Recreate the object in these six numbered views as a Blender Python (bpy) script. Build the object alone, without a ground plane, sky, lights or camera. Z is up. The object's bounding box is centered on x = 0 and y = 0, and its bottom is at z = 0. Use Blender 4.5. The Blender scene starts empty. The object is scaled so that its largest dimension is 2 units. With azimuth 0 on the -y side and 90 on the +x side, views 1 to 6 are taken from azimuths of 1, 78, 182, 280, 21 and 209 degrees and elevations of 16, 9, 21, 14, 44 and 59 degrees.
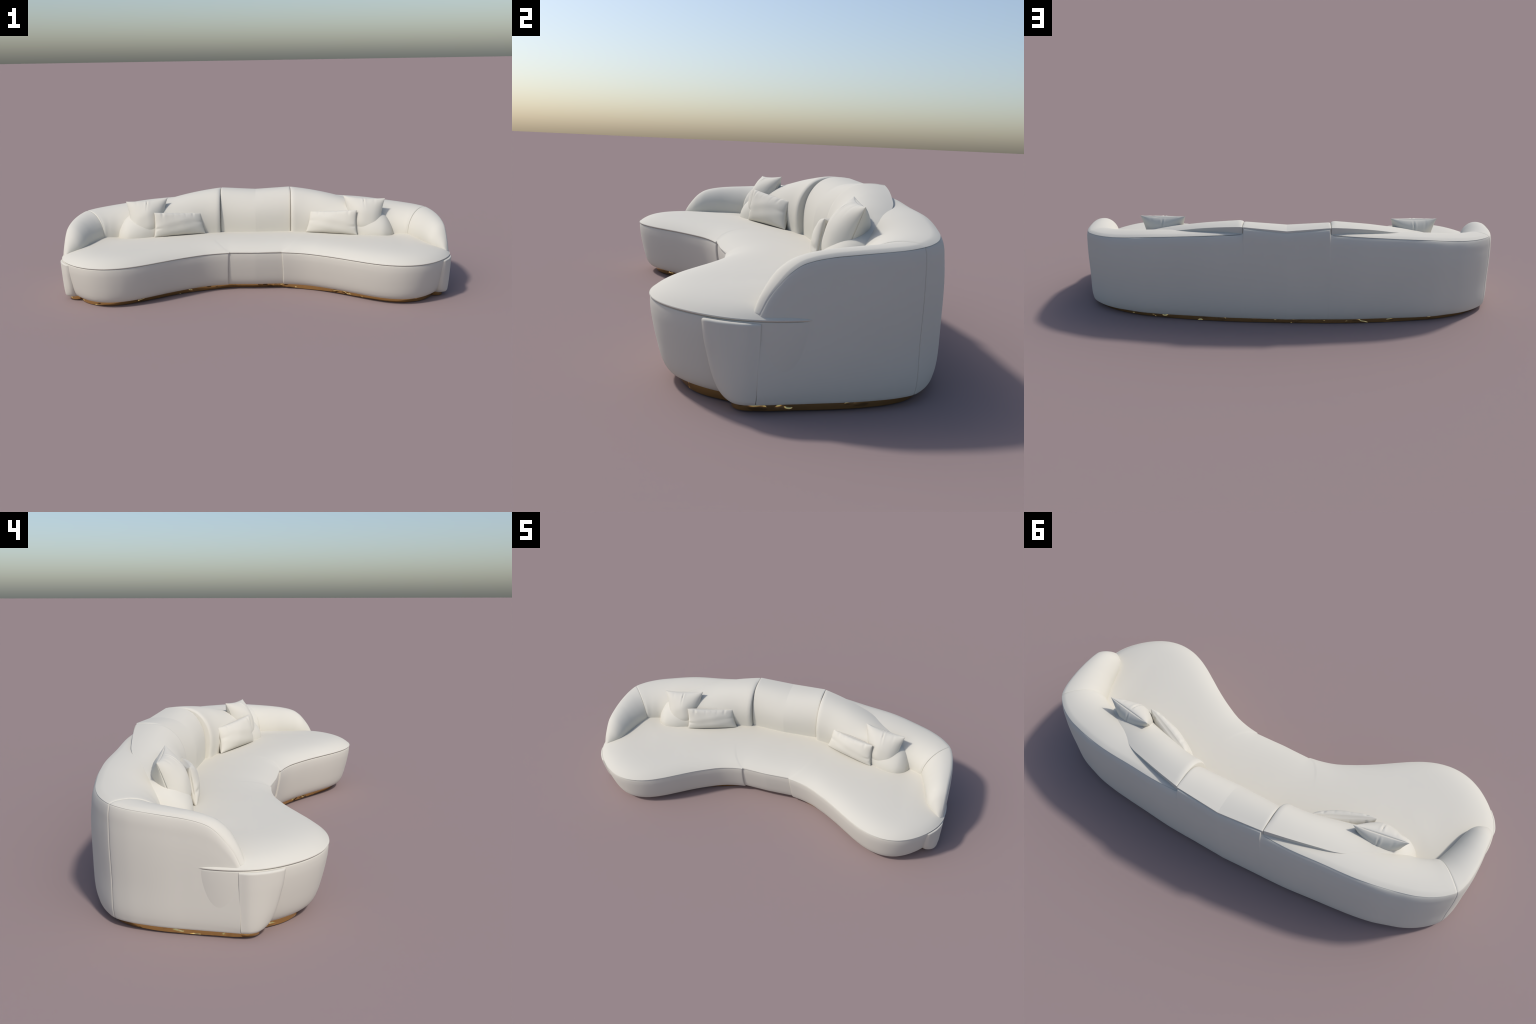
"""Curved cream sofa on a polished bronze plinth, with four loose pillows.
Everything is lofted from a handful of plan curves and cross-section profiles;
the right half is described and the left half is its mirror image."""
import bpy, math
import numpy as np

PI = math.pi

# ------------------------------------------------------------------ helpers
def pchip(t, y, ts):
    """Shape preserving cubic interpolation, y may be (n,k)."""
    t = np.asarray(t, float); y = np.asarray(y, float)
    if y.ndim == 1:
        return pchip(t, y[:, None], ts)[:, 0]
    h = np.diff(t)[:, None]; d = np.diff(y, axis=0) / h
    m = np.zeros_like(y)
    m[0], m[-1] = d[0], d[-1]
    for i in range(1, len(t) - 1):
        w1 = 2 * h[i] + h[i - 1]; w2 = h[i] + 2 * h[i - 1]
        ok = d[i - 1] * d[i] > 0
        with np.errstate(divide='ignore', invalid='ignore'):
            v = (w1 + w2) / (w1 / d[i - 1] + w2 / d[i])
        m[i] = np.where(ok, v, 0.0)
    ts = np.clip(ts, t[0], t[-1])
    k = np.clip(np.searchsorted(t, ts, side='right') - 1, 0, len(t) - 2)
    hh = (t[k + 1] - t[k])[:, None]; s = ((ts - t[k])[:, None]) / hh
    return ((1 + 2*s)*(1-s)**2*y[k] + s*(1-s)**2*hh*m[k]
            + s*s*(3-2*s)*y[k+1] + s*s*(s-1)*hh*m[k+1])

def catmull(t, y, ts):
    """Smooth C1 curve through points (finite difference tangents)."""
    t = np.asarray(t, float); y = np.asarray(y, float)
    m = np.gradient(y, t, axis=0)
    ts = np.clip(ts, t[0], t[-1])
    k = np.clip(np.searchsorted(t, ts, side='right') - 1, 0, len(t) - 2)
    hh = (t[k + 1] - t[k])[:, None]; s = ((ts - t[k])[:, None]) / hh
    return ((1 + 2*s)*(1-s)**2*y[k] + s*(1-s)**2*hh*m[k]
            + s*s*(3-2*s)*y[k+1] + s*s*(s-1)*hh*m[k+1])

def chord(p):
    p = np.asarray(p, float)
    return np.concatenate([[0], np.cumsum(np.linalg.norm(np.diff(p, axis=0), axis=1))])

def curve(p, n, fn=catmull):
    p = np.asarray(p, float); t = chord(p)
    return fn(t, p, np.linspace(0, t[-1], n))

def smooth01(x):
    x = np.clip(x, 0, 1); return x*x*(3-2*x)

def normals2d(p):
    """Right-hand side normals of a plan polyline."""
    d = np.gradient(p[:, :2], axis=0)
    d /= np.linalg.norm(d, axis=1)[:, None] + 1e-12
    return np.stack([d[:, 1], -d[:, 0]], 1)

def dist_to(poly, q):
    """Distance of plan points q to a polyline."""
    a = poly[:-1, :2]; b = poly[1:, :2]; ab = b - a
    out = np.full(len(q), 1e9)
    for i in range(len(a)):
        t = np.clip(((q - a[i]) @ ab[i]) / (ab[i] @ ab[i] + 1e-12), 0, 1)
        out = np.minimum(out, np.linalg.norm(q - a[i] - t[:, None]*ab[i], axis=1))
    return out

def grid_faces(nu, nv, wrap_v=False, wrap_u=False):
    f = []
    for i in range(nu if wrap_u else nu - 1):
        i2 = (i + 1) % nu
        for j in range(nv if wrap_v else nv - 1):
            j2 = (j + 1) % nv
            f.append((i*nv + j, i2*nv + j, i2*nv + j2, i*nv + j2))
    return f

def make_obj(name, verts, faces, mat, parent=None, angle=40, mirror=False, merge=0.0, crease_x0=False):
    verts = np.array(verts, float).reshape(-1, 3)
    if mirror:
        verts = verts * np.array([-1, 1, 1]); faces = [tuple(reversed(f)) for f in faces]
    me = bpy.data.meshes.new(name)
    me.from_pydata([tuple(v) for v in verts], [], faces)
    import bmesh
    bm = bmesh.new(); bm.from_mesh(me)
    if merge:
        bmesh.ops.remove_doubles(bm, verts=bm.verts, dist=merge)
    bmesh.ops.recalc_face_normals(bm, faces=bm.faces)
    lim = math.radians(angle)
    for f in bm.faces: f.smooth = True
    for e in bm.edges:
        if len(e.link_faces) == 2 and e.calc_face_angle(0) > lim: e.smooth = False
        if crease_x0 and all(abs(q.co.x) < 1e-6 for q in e.verts): e.smooth = False
    bm.to_mesh(me); bm.free()
    me.materials.append(mat)
    ob = bpy.data.objects.new(name, me)
    bpy.context.scene.collection.objects.link(ob)
    if parent is not None: ob.parent = parent
    return ob

def ring_loft(rings, caps=True):
    """rings: (nu, nv, 3) closed cross-sections -> verts, faces."""
    rings = np.asarray(rings); nu, nv = rings.shape[:2]
    f = grid_faces(nu, nv, wrap_v=True)
    if caps:
        f.append(tuple(range(nv))); f.append(tuple((nu-1)*nv + j for j in reversed(range(nv))))
    return rings.reshape(-1, 3), f

# ---------------------------------------------------------------- materials
def fabric(name, col):
    m = bpy.data.materials.new(name); m.use_nodes = True
    nt = m.node_tree; b = nt.nodes['Principled BSDF']
    tc = nt.nodes.new('ShaderNodeTexCoord')
    n1 = nt.nodes.new('ShaderNodeTexNoise'); n1.inputs['Scale'].default_value = 3.0
    n1.inputs['Detail'].default_value = 4.0
    ramp = nt.nodes.new('ShaderNodeValToRGB')
    ramp.color_ramp.elements[0].position = 0.3; ramp.color_ramp.elements[1].position = 0.7
    ramp.color_ramp.elements[0].color = (*[c*0.985 for c in col], 1)
    ramp.color_ramp.elements[1].color = (*[min(1, c*1.01) for c in col], 1)
    n2 = nt.nodes.new('ShaderNodeTexNoise'); n2.inputs['Scale'].default_value = 420.0
    n2.inputs['Detail'].default_value = 2.0
    bump = nt.nodes.new('ShaderNodeBump'); bump.inputs['Strength'].default_value = 0.06
    bump.inputs['Distance'].default_value = 0.0006
    L = nt.links.new
    L(tc.outputs['Object'], n1.inputs['Vector']); L(tc.outputs['Object'], n2.inputs['Vector'])
    L(n1.outputs['Fac'], ramp.inputs['Fac']); L(ramp.outputs['Color'], b.inputs['Base Color'])
    L(n2.outputs['Fac'], bump.inputs['Height']); L(bump.outputs['Normal'], b.inputs['Normal'])
    b.inputs["Roughness"].default_value = 0.85
    b.inputs["Specular IOR Level"].default_value = 0.35
    return m

def bronze(name):
    m = bpy.data.materials.new(name); m.use_nodes = True
    nt = m.node_tree; b = nt.nodes['Principled BSDF']
    tc = nt.nodes.new('ShaderNodeTexCoord')
    n = nt.nodes.new('ShaderNodeTexNoise'); n.inputs['Scale'].default_value = 9.0
    r = nt.nodes.new('ShaderNodeMapRange')
    r.inputs['To Min'].default_value = 0.03; r.inputs['To Max'].default_value = 0.08
    nt.links.new(tc.outputs['Object'], n.inputs['Vector'])
    nt.links.new(n.outputs['Fac'], r.inputs['Value'])
    nt.links.new(r.outputs['Result'], b.inputs['Roughness'])
    mp = nt.nodes.new('ShaderNodeMapping'); mp.inputs['Scale'].default_value = (1, 1, 1.6)  # sparse bump spots, shaped only to put bright glints on the smooth plinth
    n2 = nt.nodes.new('ShaderNodeTexNoise'); n2.inputs['Scale'].default_value = 18.0
    n2.inputs['Detail'].default_value = 1.0
    cr = nt.nodes.new('ShaderNodeValToRGB')
    cr.color_ramp.elements[0].position = .60; cr.color_ramp.elements[1].position = .85
    bp = nt.nodes.new('ShaderNodeBump'); bp.inputs['Strength'].default_value = 1.0
    bp.inputs['Distance'].default_value = .012
    nt.links.new(tc.outputs['Object'], mp.inputs['Vector']); nt.links.new(mp.outputs['Vector'], n2.inputs['Vector'])
    nt.links.new(n2.outputs['Fac'], cr.inputs['Fac']); nt.links.new(cr.outputs['Color'], bp.inputs['Height'])
    nt.links.new(bp.outputs['Normal'], b.inputs['Normal'])
    b.inputs['Base Color'].default_value = (0.76, 0.52, 0.20, 1)
    b.inputs['Metallic'].default_value = 1.0
    return m

CREAM = (0.592, 0.566, 0.496)
M_SHELL = fabric('cream_fabric', CREAM)
M_PILLOW = fabric('pillow_fabric', CREAM)
M_METAL = bronze('polished_bronze')

sofa = bpy.data.objects.new('curved_sofa', None)
bpy.context.scene.collection.objects.link(sofa)
sofa['label'] = 'long curved cream sofa with rounded ends on a bronze plinth'
sofa['category'] = 'sofa'

# ------------------------------------------------------- plan curves (right)
SEAM_X = 0.137          # where centre and side units meet
SEAT_EDGE = [(SEAM_X, -.140), (.19, -.149), (.25, -.166), (.33, -.205), (.41, -.253), (.48, -.301),
             (.55, -.348), (.60, -.376), (.66, -.399), (.735, -.4085), (.80, -.397), (.86, -.367),
             (.905, -.331), (.945, -.287), (.972, -.245), (.989, -.20), (.9965, -.15),
             (.9960, -.10), (.985, -.04)]
BASE_BACK = [(.95, .02), (.88, .08), (.78, .15), (.5, .25), (.26, .28)]
SEAT_BACK = [(.26, .25), (.45, .20), (.65, .15), (.80, .12), (.875, .05), (.92, -.02), (.955, -.05)]
ROLL_FOOT = [(0, .21), (.2, .21), (.4, .19), (.76, .10), (.83, .07), (.868, -.01), (.885, -.08),
             (.93, -.145), (.985, -.19)]
SEAT_EDGE = np.array(SEAT_EDGE); SEAT_EDGE = SEAT_EDGE + normals2d(SEAT_EDGE)*.0022
edge_r = curve(SEAT_EDGE, 160)
front_line = np.concatenate([edge_r[::-1] * [-1, 1], edge_r])
foot_r = curve(ROLL_FOOT, 60, pchip)
foot_line = np.concatenate([foot_r[::-1] * [-1, 1], foot_r])

def seat_z(xy):
    d = dist_to(front_line, xy); e = dist_to(foot_line, xy)
    crown = .0455 * (1 - np.exp(-d / .050))
    back = 1 - (.42 - .26*smooth01((np.abs(xy[:, 0]) - .72)/.12)) * np.exp(-(e / .10)**1.4)
    z = .2155 + crown * np.where(d < .06, 1 + (back - 1) * d / .06, back)
    return z

# ------------------------------------------------------------------- seat
def seat():
    """One upholstered slab; its side thirds stand a little proud at the front."""
    nc, ns, nv = 50, 120, 64
    vs = np.linspace(0, 1, nv)**1.5
    bow = .05*np.sin(PI*vs**.6)
    F = curve(SEAT_EDGE, ns); B = curve(SEAT_BACK, ns); us = np.linspace(0, 1, ns)
    Pr = F[:, None]*(1-vs)[None, :, None] + B[:, None]*vs[None, :, None]
    Pr[:, :, 0] += ((1-us)**6)[:, None]*bow[None]
    uc = np.linspace(-1, 1, nc)
    uc = uc*(1 - .012)
    Fc = np.stack([uc*SEAM_X, -.1375 - .004*(1-np.abs(uc))], 1)
    Bc = np.stack([uc*.26, np.full(nc, .25)], 1)
    Pc = Fc[:, None]*(1-vs)[None, :, None] + Bc[:, None]*vs[None, :, None]
    Pc[:, :, 0] += uc[:, None]*bow[None]
    zr = seat_z(Pr.reshape(-1, 2)).reshape(ns, nv) \
        + .0015*np.clip(1 - vs/.45, 0, 1)[None]**1.3*np.exp(-us*5)[:, None]
    zc = seat_z(Pc.reshape(-1, 2)).reshape(nc, nv)
    def with_lip(P, F, n, z):
        lip = []
        for off, dz in ((-.030, -.045), (-.030, -.020), (-.0075, -.0065), (-.001, -.0040), (.0012, -.0015), (.0008, .0005)):
            lip.append(np.column_stack([F + n*off, np.full(len(F), .2155 + dz)]))
        low = np.dstack([P[:, -1:], np.full((len(F), 1), .17)])
        return np.concatenate([np.stack(lip, 1), np.dstack([P, z]), low], 1)
    Gr = with_lip(Pr, F, normals2d(F), zr)
    Gc = with_lip(Pc, Fc, np.tile([[0., -1.]], (nc, 1)), zc)
    Gl = Gr[::-1]*[-1, 1, 1]
    return ring_loft(np.concatenate([Gl, Gc, Gr], 0))
v, f = seat()
make_obj('seat', v, f, M_SHELL, sofa, angle=50)

# ---------------------------------------------------------- front base panels
BASE_PROFILE = [(.045, .209), (.010, .2105), (.004, .2095), (.0015, .2065), (.0012, .198), (.0025, .18),
                (.0065, .155), (.012, .128), (.018, .103), (.0245, .078), (.032, .055), (.039, .040),
                (.045, .0315), (.052, .0255), (.060, .0233), (.080, .0228), (.12, .0228), (.12, .12)]
def base_panel(side):
    if side:
        head = np.concatenate([np.linspace(0, .01, 8), np.linspace(.013, chord(SEAT_EDGE)[-1], 150)])
        pts = np.concatenate([catmull(chord(SEAT_EDGE), SEAT_EDGE, head), curve([tuple(SEAT_EDGE[-1])] + BASE_BACK, 40)[1:]])
    else:
        x = np.linspace(-.155, .155, 60)
        pts = np.stack([x, -.1375 - .004*(1-np.abs(x)/SEAM_X)], 1)
    n = normals2d(pts)
    if not side: n = np.tile([[0., -1.]], (len(pts), 1))
    n_st = len(pts)
    # short rounding at the unit's vertical seam
    tail = chord(pts); 
    sink = .0032*np.clip(1 - tail/.007, 0, 1)**2
    if not side: sink = 0*tail + .0015
    prof = np.array(BASE_PROFILE)
    ks = np.linspace(0, len(prof)-1, 64)
    pd = pchip(np.arange(len(prof)), prof, ks)
    rings = np.zeros((n_st, len(pd), 3))
    for j, (ins, z) in enumerate(pd):
        keep = 1 - .74*smooth01((pts[:, 1] + .29)/.08)*(pts[:, 0] > .9)     # steeper behind the arm post
        rings[:, j, :2] = pts - n*(ins*keep + sink)[:, None]
        rings[:, j, 2] = z
    if side:   # refine the seam edge rows: pinch in the middle of the height
        zz = rings[0, :, 2]
        w = np.exp(-np.linspace(0, n_st-1, n_st)/6)[:, None]
        rings[:, :, 0] += w*.004*np.sin(PI*np.clip((zz-.02)/.19, 0, 1))[None]
    return ring_loft(rings)

for side, mir in ((False, False), (True, False), (True, True)):
    v, f = base_panel(side)
    make_obj('base_panel', v, f, M_SHELL, sofa, angle=50, mirror=mir)

# ------------------------------------------------------------------- plinth
PLINTH = [(0, -.061), (.137, -.063), (.25, -.100), (.38, -.150), (.52, -.237), (.60, -.287), (.66, -.318),
          (.72, -.333), (.785, -.325), (.83, -.308), (.865, -.281), (.893, -.247)]
PLINTH_END = [(.908, -.230), (.928, -.232), (.945, -.229), (.960, -.215), (.967, -.19), (.972, -.10),
              (.974, 0), (.968, .08), (.955, .14), (.932, .19), (.900, .225), (.85, .262), (.75, .309),
              (.545, .354), (.25, .384), (0, .389)]
def plinth():
    a = curve(PLINTH, 70); b = curve(PLINTH_END, 120)
    half = np.concatenate([a, b])
    loop = np.concatenate([half, half[::-1][1:-1]*[-1, 1]])
    levels = [(-.004, 0.0), (-.0008, .0006), (0, .002), (0, .046)]
    nd = normals2d(np.concatenate([loop[-2:], loop, loop[:2]]))[2:-2]
    rings = [np.column_stack([loop + nd*o, np.full(len(loop), z)]) for o, z in levels]
    return ring_loft(np.array(rings))
v, f = plinth()
make_obj('plinth', v, f, M_METAL, sofa, angle=30)

# ------------------------------------------------------------- outer shell
# rim line: where the outer panel meets the padded roll (x, y, z)
RIM = [(0, .393, .450), (.10, .389, .458), (.191, .3856, .4655), (.1985, .3853, .4430), (.207, .38495, .4380),
       (.30, .3805, .4320), (.44, .367, .4210), (.54, .3575, .4150), (.62, .348, .4085), (.70, .333, .3995),
       (.76, .3145, .3930), (.825, .2925, .3870), (.878, .265, .3825), (.918, .235, .3795), (.951, .199, .3765),
       (.970, .150, .3720), (.980, .09, .3675), (.9845, .03, .362), (.985, -.03, .3555), (.985, -.07, .3475),
       (.985, -.097, .338), (.985, -.119, .3225), (.985, -.145, .2945), (.985, -.166, .2665),
       (.985, -.186, .2265)]
CORNER = 14
SHELL_PROFILE = [(-.018, .970), (-.009, .983), (-.0025, .985), (.0040, .966), (.0125, .90), (.0155, .83), (.0195, .72),
                 (.0215, .56), (.0215, .38), (.0210, .24), (.0195, .15), (.0165, .085), (.0120, .04),
                 (.0080, .012), (.003, 0), (-.02, -.002), (-.035, 0), (-.035, .5)]
def shell_strip(pts, k_out, k_tuck, sink, corner):
    n = normals2d(pts)
    prof = np.array(SHELL_PROFILE)
    pd = pchip(np.arange(len(prof)), prof, np.linspace(0, len(prof)-1, 70))
    rings = np.zeros((len(pts), len(pd), 3))
    zb = .0205
    for j, (o, fr) in enumerate(pd):
        off = o*k_out - sink if o > 0 else o*(k_tuck if fr < .3 else 1.0) - sink
        q = min(1, max(0, fr)); off = off - .0085*corner*(1 - q)**.9*(.25 + .75*float(smooth01(q/.40)))      # the rounded back corners lean in
        rings[:, j, :2] = pts[:, :2] + n*off[:, None]
        rings[:, j, 2] = zb + fr*(pts[:, 2] - zb)
    return rings

rim = np.array(RIM)
t_rim = chord(rim)
tc = t_rim[CORNER]
def rim_at(ts):
    p = catmull(t_rim, rim, ts); p[:, 2] = pchip(t_rim, rim[:, 2], ts); return p
def groove(t, ends, depth=.0020, w=.005):
    s = np.zeros_like(t)
    for e in ends: s += depth*np.clip(1 - np.abs(t - e)/w, 0, 1)**2
    return s
# back panel, both halves in one piece
tb = np.concatenate([np.linspace(0, .185, 40), np.linspace(.187, .215, 26), np.linspace(.22, tc-.01, 110), np.linspace(tc-.0095, tc-.0004, 10)])
half = rim_at(tb)
full = np.concatenate([half[::-1][:-1]*[-1, 1, 1], half])
t_full = np.concatenate([-tb[::-1][:-1], tb])
k = .90 + .14*smooth01(np.abs(t_full)/.35) - .50*smooth01((np.abs(t_full) - (tc-.22))/.22)
# order so that the outward normal is on the right: run from +x to -x reversed
rings = shell_strip(full[::-1], k[::-1], np.ones(len(full)), groove(np.abs(t_full[::-1]), [tc]),
                    np.exp(-((np.abs(t_full[::-1]) - tc)/.16)**2))
v, f = ring_loft(rings)
make_obj('back_panel', v, f, M_SHELL, sofa, angle=50, crease_x0=True)
# side panels
ts_ = np.concatenate([np.linspace(tc+.0004, tc+.0095, 10), np.linspace(tc+.01, t_rim[-1], 110)])
side = rim_at(ts_)[::-1]
k = .54 - .09*smooth01((ts_[::-1]-tc-.1)/.15)
kt = 1 - .45*smooth01((ts_[::-1]-tc)/.15)
rings = shell_strip(side, k, kt, groove(ts_[::-1], [tc]), np.exp(-((ts_[::-1] - tc)/.16)**2))
v, f = ring_loft(rings)
for mir in (False, True):
    make_obj('side_panel', v, f, M_SHELL, sofa, angle=50, mirror=mir)

# --------------------------------------------- padded roll: backrest + armrest
# station: outer point on the rim, foot on the seat, crest height, inward bulge
ROLL = [((.196, .381, .437), (.196, .25, .25), .000, .00),
        ((.30, .380, .431), (.30, .20, .25), .003, .00),
        ((.44, .3665, .420), (.44, .16, .248), .006, .00),
        ((.62, .3475, .4075), (.62, .125, .245), .008, .00),
        ((.76, .314, .392), (.762, .100, .243), .010, .00),
        ((.825, .292, .386), (.797, .084, .245), .010, .00),
        ((.918, .2345, .3785), (.822, .073, .247), .010, .02),
        ((.9505, .1985, .3755), (.830, .068, .249), .009, .01),
        ((.9695, .1498, .3705), (.837, .050, .250), .010, .01),
        ((.9795, .09, .366), (.847, .022, .250), .011, .01),
        ((.9842, .03, .361), (.862, -.018, .250), .012, .02),
        ((.9847, -.03, .3545), (.875, -.062, .250), .012, .03),
        ((.9847, -.07, .3465), (.884, -.094, .249), .012, .03),
        ((.9847, -.097, .337), (.893, -.122, .248), .011, .03),
        ((.9847, -.119, .3215), (.907, -.147, .246), .010, .03),
        ((.9847, -.145, .2935), (.930, -.170, .242), .008, .02),
        ((.9847, -.166, .2655), (.952, -.186, .237), .005, .0),
        ((.9847, -.186, .2255), (.974, -.198, .226), .001, .0)]
def roll(i0, i1, n):
    O = np.array([r[0] for r in ROLL]); I = np.array([r[1] for r in ROLL])
    C = np.array([r[2] for r in ROLL]); Bg = np.array([r[3] for r in ROLL])
    tt = chord(O)
    a, b = tt[i0], tt[i1]
    w = .012
    core = np.linspace(a + w, b - w, n)
    ts = np.concatenate([np.linspace(a + .0003, a + w, 8)[:-1], core, np.linspace(b - w, b - .0003, 8)[1:]])
    o = catmull(tt, O, ts); ii = catmull(tt, I, ts)
    c = pchip(tt, C, ts); bg = pchip(tt, Bg, ts)
    end = np.zeros_like(ts)
    if i0 == 7: end += .0022*np.clip(1 - (ts-a)/w, 0, 1)**3
    if i1 == 7: end += .0022*np.clip(1 - (b-ts)/w, 0, 1)**3
    m = 44
    th = np.linspace(0, PI/2, m); ex = 2/(2.45 if i0 == 0 else 2.25)
    h = np.sin(th)**ex; vv = np.cos(th)**ex
    rings = np.zeros((len(ts), m + 3, 3))
    for j in range(m):
        hj = h[j] + bg*math.sin(PI*vv[j])**.8 if 0 < vv[j] < 1 else h[j] + 0*bg
        P = o + (ii - o)*np.asarray(hj)[:, None] * np.array([1, 1, 0])
        z = ii[:, 2] + (o[:, 2] - ii[:, 2])*vv[j]
        z = z + c*math.sin(PI*min(1, h[j]))**.7 if h[j] < 1 else z
        # sink towards the inside of the roll at the piped seam
        ctr = o*.5 + ii*.5; ctr[:, 2] = ii[:, 2]
        Q = np.column_stack([P[:, 0], P[:, 1], z])
        dirn = ctr - Q; dirn /= np.linalg.norm(dirn, axis=1)[:, None] + 1e-9
        rings[:, j+1] = Q + dirn*end[:, None]
    rings[:, 0] = o + (ii-o)*.0 + [0, 0, 0]; rings[:, 0, :2] += ((ii-o)[:, :2])*.07; rings[:, 0, 2] = o[:, 2] - .006
    rings[:, 1, 2] = o[:, 2] - .0035
    rings[:, m+1] = ii; rings[:, m+1, 2] = np.minimum(.20, ii[:, 2] - .03)
    rings[:, m+2] = o*.85 + ii*.15; rings[:, m+2, 2] = np.minimum(.20, ii[:, 2] - .03)
    return ring_loft(rings)
for mir in (False, True):
    v, f = roll(0, 7, 120); make_obj('backrest', v, f, M_SHELL, sofa, angle=55, mirror=mir)
    v, f = roll(7, len(ROLL)-1, 110); make_obj('armrest', v, f, M_SHELL, sofa, angle=55, mirror=mir)

# --------------------------------------------------------- arm posts (below)
POST_TOP = [(.905, -.25), (.916, -.294), (.926, -.3045), (.941, -.304), (.9645, -.281), (.985, -.247), (.9965, -.214),
            (.9970, -.184)]
POST_LOW = [(.90, -.205), (.916, -.235), (.928, -.2435), (.943, -.2455), (.960, -.241), (.975, -.231), (.985, -.213),
            (.9885, -.188)]
def arm_post():
    T = curve(POST_TOP, 60); Lw = curve(POST_LOW, 60)
    lev = [(.2075, 0, .014), (.208, 0, .007), (.2065, 0, .002), (.202, 0, 0), (.19, .02, 0), (.16, .09, 0), (.13, .20, 0),
           (.10, .32, 0), (.075, .44, 0), (.055, .57, 0), (.040, .70, 0), (.030, .83, 0), (.024, .93, .001),
           (.0205, 1, .003), (.0195, 1, .008), (.0195, 1, .02)]
    lev = np.array(lev)
    ld = pchip(np.arange(len(lev)), lev, np.linspace(0, len(lev)-1, 60))
    rings = []
    for z, kk, ins in ld:
        p = T*(1-kk) + Lw*kk
        n = normals2d(p); p = p - n*ins
        q = np.array([[.93, p[-1, 1]], [.90, p[0, 1]+.03]])
        loop = np.concatenate([p, q])
        rings.append(np.column_stack([loop, np.full(len(loop), z)]))
    return ring_loft(np.array(rings))
v, f = arm_post()
for mir in (False, True):
    make_obj('arm_post', v, f, M_SHELL, sofa, angle=45, mirror=mir)

# ------------------------------------------------------------- back cushions
def cushion_section(F, B, n, crest, bulge, m=46):
    """Front foot F -> back top edge B, a squarish superellipse."""
    th = np.linspace(0, PI/2, m); ex = 2/n
    h = 1 - np.cos(th)**ex; vv = np.sin(th)**ex
    h = h - bulge*np.sin(PI*vv)**1.0*(1-h)
    P = np.zeros((m, 3))
    P[:, :2] = F[:2] + (B[:2]-F[:2])*h[:, None]
    P[:, 2] = F[2] + (B[2]-F[2])*vv + crest*np.sin(PI*np.clip(h, 0, 1))**.8*(vv > .6)*smooth01((vv-.6)/.4)
    return P

def close_section(P, F, B, depth=.05):
    a = B.copy(); a[2] -= depth; b = F.copy(); b[2] -= .05
    b2 = a.copy(); b2[2] = b[2]
    return np.concatenate([P, [a], [b2], [b]])

def side_cushion():
    Bp = np.array([(.1995, .3765, .4675), (.30, .353, .4565), (.40, .3255, .441), (.487, .297, .4225), (.57, .248, .402),
                   (.65, .197, .381), (.715, .145, .345), (.748, .112, .290), (.760, .100, .240)])
    Fp = np.array([(.1995, .186, .238), (.285, .172, .242), (.37, .145, .245), (.46, .109, .246), (.55, .070, .247),
                   (.625, .042, .248), (.69, .036, .248), (.735, .060, .246), (.757, .095, .240)])
    Np = np.array([3.6, 3.3, 3.0, 2.7, 2.35, 2.1, 2.0, 2.0, 2.0])
    Cp = np.array([.007, .007, .008, .008, .006, .004, .002, .0, .0])
    Gp = np.array([.06, .04, .03, .02, .02, .02, .02, .0, .0])
    s = np.arange(len(Bp), dtype=float)
    r = .028
    su = np.concatenate([np.array([0, .01, .03, .06, .1, .15, .2, .25]), np.linspace(.3, len(Bp)-1, 90)])
    B = catmull(s, Bp, su); F = catmull(s, Fp, su)
    N = pchip(s, Np, su); C = pchip(s, Cp, su); G = pchip(s, Gp, su)
    rings = []
    for i in range(len(su)):
        P = cushion_section(F[i], B[i], N[i], C[i], G[i])
        dx = max(0., r - (B[i, 0] - .1995))
        sh = r - math.sqrt(max(0, r*r - dx*dx))       # quarter round at the gap end
        ctr = np.array([0, (F[i, 1]+B[i, 1])/2 + .03, F[i, 2]])
        d = ctr - P; d[:, 0] = 0
        d /= np.linalg.norm(d, axis=1)[:, None] + 1e-9
        wgt = smooth01(np.linalg.norm(P - B[i], axis=1)/.06)
        P = P + d*(sh*(.08 + .30*wgt))[:, None]
        P[:, 0] = np.maximum(P[:, 0], .1990)
        rings.append(close_section(P, F[i], B[i]))
    return ring_loft(np.array(rings))
v, f = side_cushion()
for mir in (False, True):
    make_obj('back_cushion', v, f, M_SHELL, sofa, angle=40, mirror=mir)

def centre_cushion():
    r = .012; X = .1975
    xs = np.concatenate([X - r + r*np.sin(np.linspace(PI/2, 0, 10)), np.linspace(X-r, .0, 30)[1:]])
    xs = np.concatenate([xs, -xs[::-1][1:]])
    rings = []
    for x in xs:
        a = abs(x)/X
        F = np.array([x, .197 + .010*a, .240]); B = np.array([x, .3905 - .0115*a, .4535 + .0135*a])
        P = cushion_section(F, B, 3.3, .006, .035)
        dx = max(0., abs(x) - (X - r)); sh = r - math.sqrt(max(0, r*r - dx*dx))
        ctr = np.array([x, (F[1]+B[1])/2 + .03, F[2]])
        d = ctr - P; d /= np.linalg.norm(d, axis=1)[:, None] + 1e-9
        wgt = smooth01(np.linalg.norm(P - B, axis=1)/.06)
        P = P + d*(sh*(.10 + .30*wgt))[:, None]
        rings.append(close_section(P, F, B))
    return ring_loft(np.array(rings))
v, f = centre_cushion()
make_obj('back_cushion', v, f, M_SHELL, sofa, angle=40, crease_x0=True)

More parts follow.
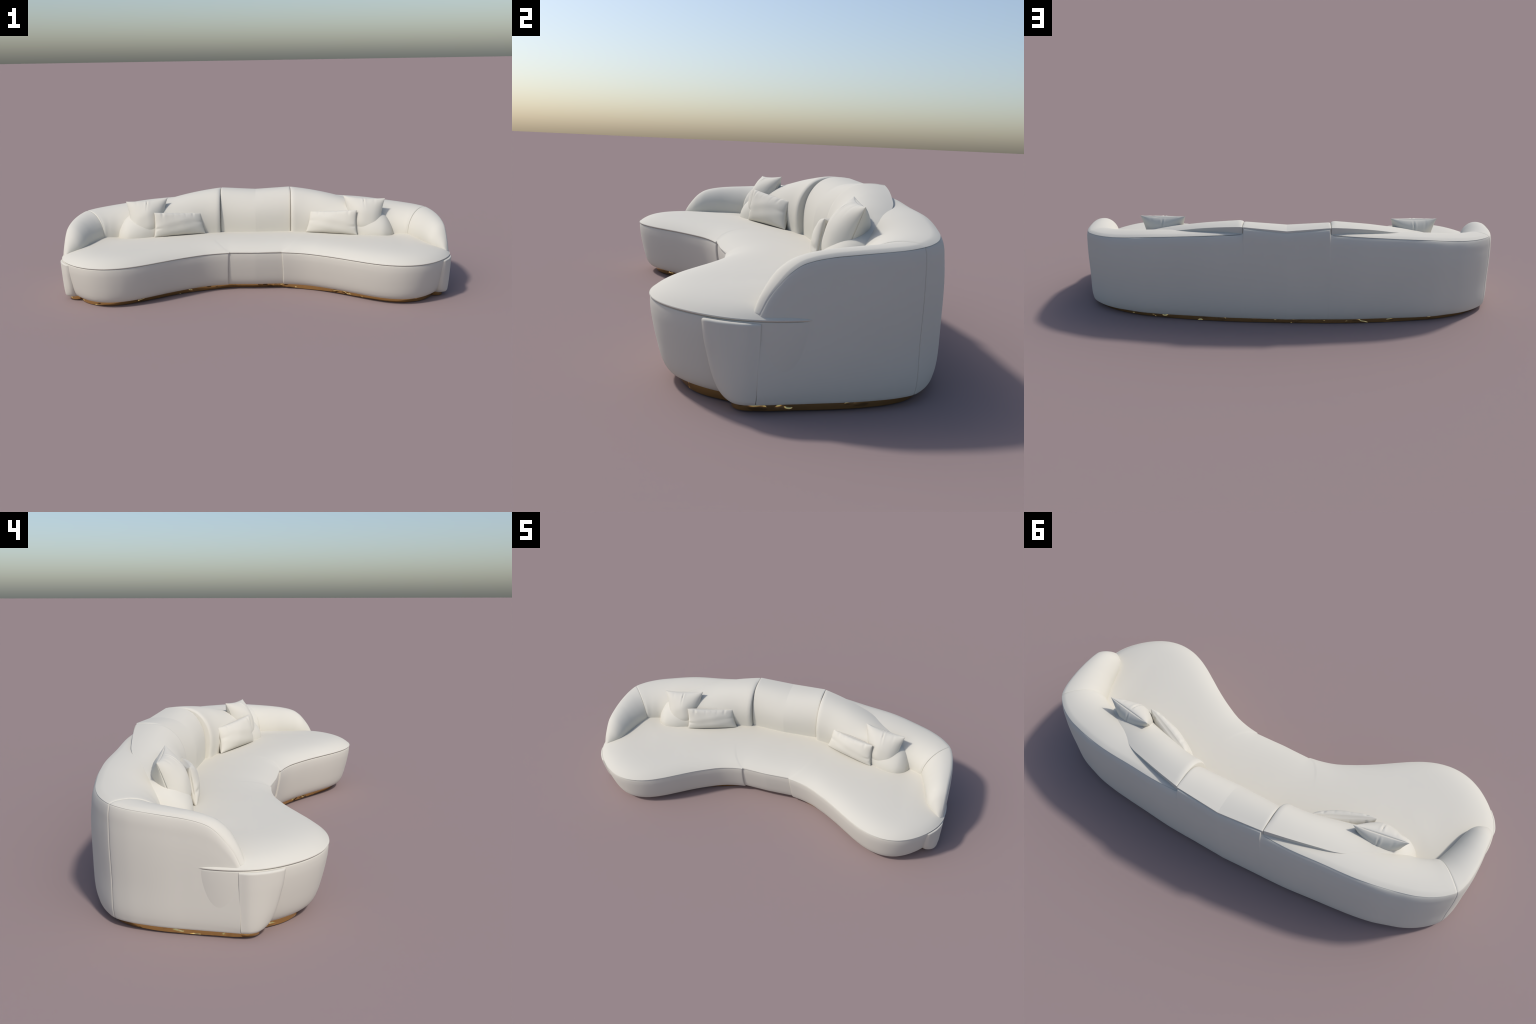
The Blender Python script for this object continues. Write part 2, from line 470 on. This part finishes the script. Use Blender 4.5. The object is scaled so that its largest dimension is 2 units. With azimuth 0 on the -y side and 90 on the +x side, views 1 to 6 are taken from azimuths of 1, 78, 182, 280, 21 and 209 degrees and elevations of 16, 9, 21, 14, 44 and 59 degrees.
# -------------------------------------------------------------------- pillows
def pillow(name, label, corners, thick, pinch, puckers, power, mirror, fold=0.0):
    """corners: TL, TR, BR, BL seam corners in space; two puffed faces meet in a sunk seam."""
    TL, TR, BR, BL = [np.array(c, float) for c in corners]
    nrm = np.cross(TR - TL, TL - BL); nrm /= np.linalg.norm(nrm)
    if nrm[1] > 0: nrm = -nrm                       # faces the sitter
    n = 73
    a = np.linspace(-1, 1, n)
    g = np.sign(a)*(1-(1-np.abs(a))**1.6)
    verts = []
    U, V = np.meshgrid(g, g, indexing='ij')
    # seams bow inwards between the pointed corners
    Us = U*(1 - pinch*(1-V**2)); Vs = V*(1 - .55*pinch*(1-U**2))
    for sgn in (1, -1):
        q = ((1-U**2)*(1-V**2))
        h = thick*np.clip(1-U**2, 0, 1)**power[0]*np.clip(1-V**2, 0, 1)**power[1]
        ex = np.maximum(np.abs(U), np.abs(V))
        for (pu, wd, dep, ln, edge) in puckers:
            # crease running away from the seam, with puffs on both sides
            along = (1-V) if edge == 't' else ((1-U) if edge == 'r' else ((1+U) if edge == 'l' else (1+V)))
            across = (U if edge in 'tb' else V) - pu - (.10*along*sgn)
            env = np.exp(-(along/ln)**2)*smooth01(along/.05)
            h += env*dep*(-np.exp(-(across/wd)**2) + .55*np.exp(-((across-2.2*wd)/(1.6*wd))**2)
                          + .45*np.exp(-((across+2.2*wd)/(1.6*wd))**2))
        h += fold*np.sin(5*U + 3*V*sgn + 1)*np.sin(4*V - 2*U)*q
        # the puffed faces rise over the seam: inset last ring = seam groove
        mid = .25*((1-Us)*(1-Vs))[..., None]*BL + .25*((1+Us)*(1-Vs))[..., None]*BR \
            + .25*((1+Us)*(1+Vs))[..., None]*TR + .25*((1-Us)*(1+Vs))[..., None]*TL
        verts.append((mid + nrm*(sgn*np.maximum(h, 0))[..., None]).reshape(-1, 3))
    c0 = (TL+TR+BR+BL)/4
    V_ = np.concatenate(verts)
    # groove: pull border ring slightly in, and let ring 1 stand out
    idx = np.arange(n*n).reshape(n, n)
    border = np.concatenate([idx[0], idx[-1], idx[1:-1, 0], idx[1:-1, -1]])
    for s in (0, 1):
        b = V_[border + s*n*n]; d = c0 - b; d /= np.linalg.norm(d, axis=1)[:, None]
        corner = np.linalg.norm(b - c0, axis=1)/np.linalg.norm(TR - c0)
        V_[border + s*n*n] = b + d*(.0035*np.clip((1.0-corner)/.12, 0, 1))[:, None]
    f = grid_faces(n, n)
    f = f + [tuple(reversed([k + n*n for k in q])) for q in f]
    ob = make_obj(name, V_, f, M_PILLOW, None, angle=70, mirror=mirror, merge=1e-5)
    ob['label'] = label; ob['category'] = 'pillow'
    return ob

SQ_OUT = np.array([.712, .134, .4385]); SQ_IN = np.array([.487, .175, .449])
down = np.array([.0, -.066, -.205])
SQ = [SQ_IN, SQ_OUT, SQ_OUT + down + [-.026, .006, 0], SQ_IN + down + [.020, .0, 0]]
LB = [(.306, .175, .361), (.550, .073, .387), (.553, .052, .254), (.280, .153, .249)]
for mir in (False, True):
    pillow('throw_pillow', 'plump square cream pillow with pointed corners', SQ, .061, .11,
           [(-.02, .03, .006, .38, 't'), (.5, .05, .0012, .3, 't')], (.64, .55), mir, fold=.0020)
    pillow('lumbar_pillow', 'small rectangular cream pillow with puckered seams', LB, .037, .045,
           [(-.62, .05, .003, .3, 't'), (-.3, .035, .0015, .35, 't'), (-.05, .03, .0012, .3, 't'), (.2, .035, .0015, .3, 't'),
            (.68, .05, .003, .35, 't'), (-.35, .10, .003, .2, 'r'), (.1, .12, .0015, .3, 'l')], (.46, .36), mir, fold=.0020)
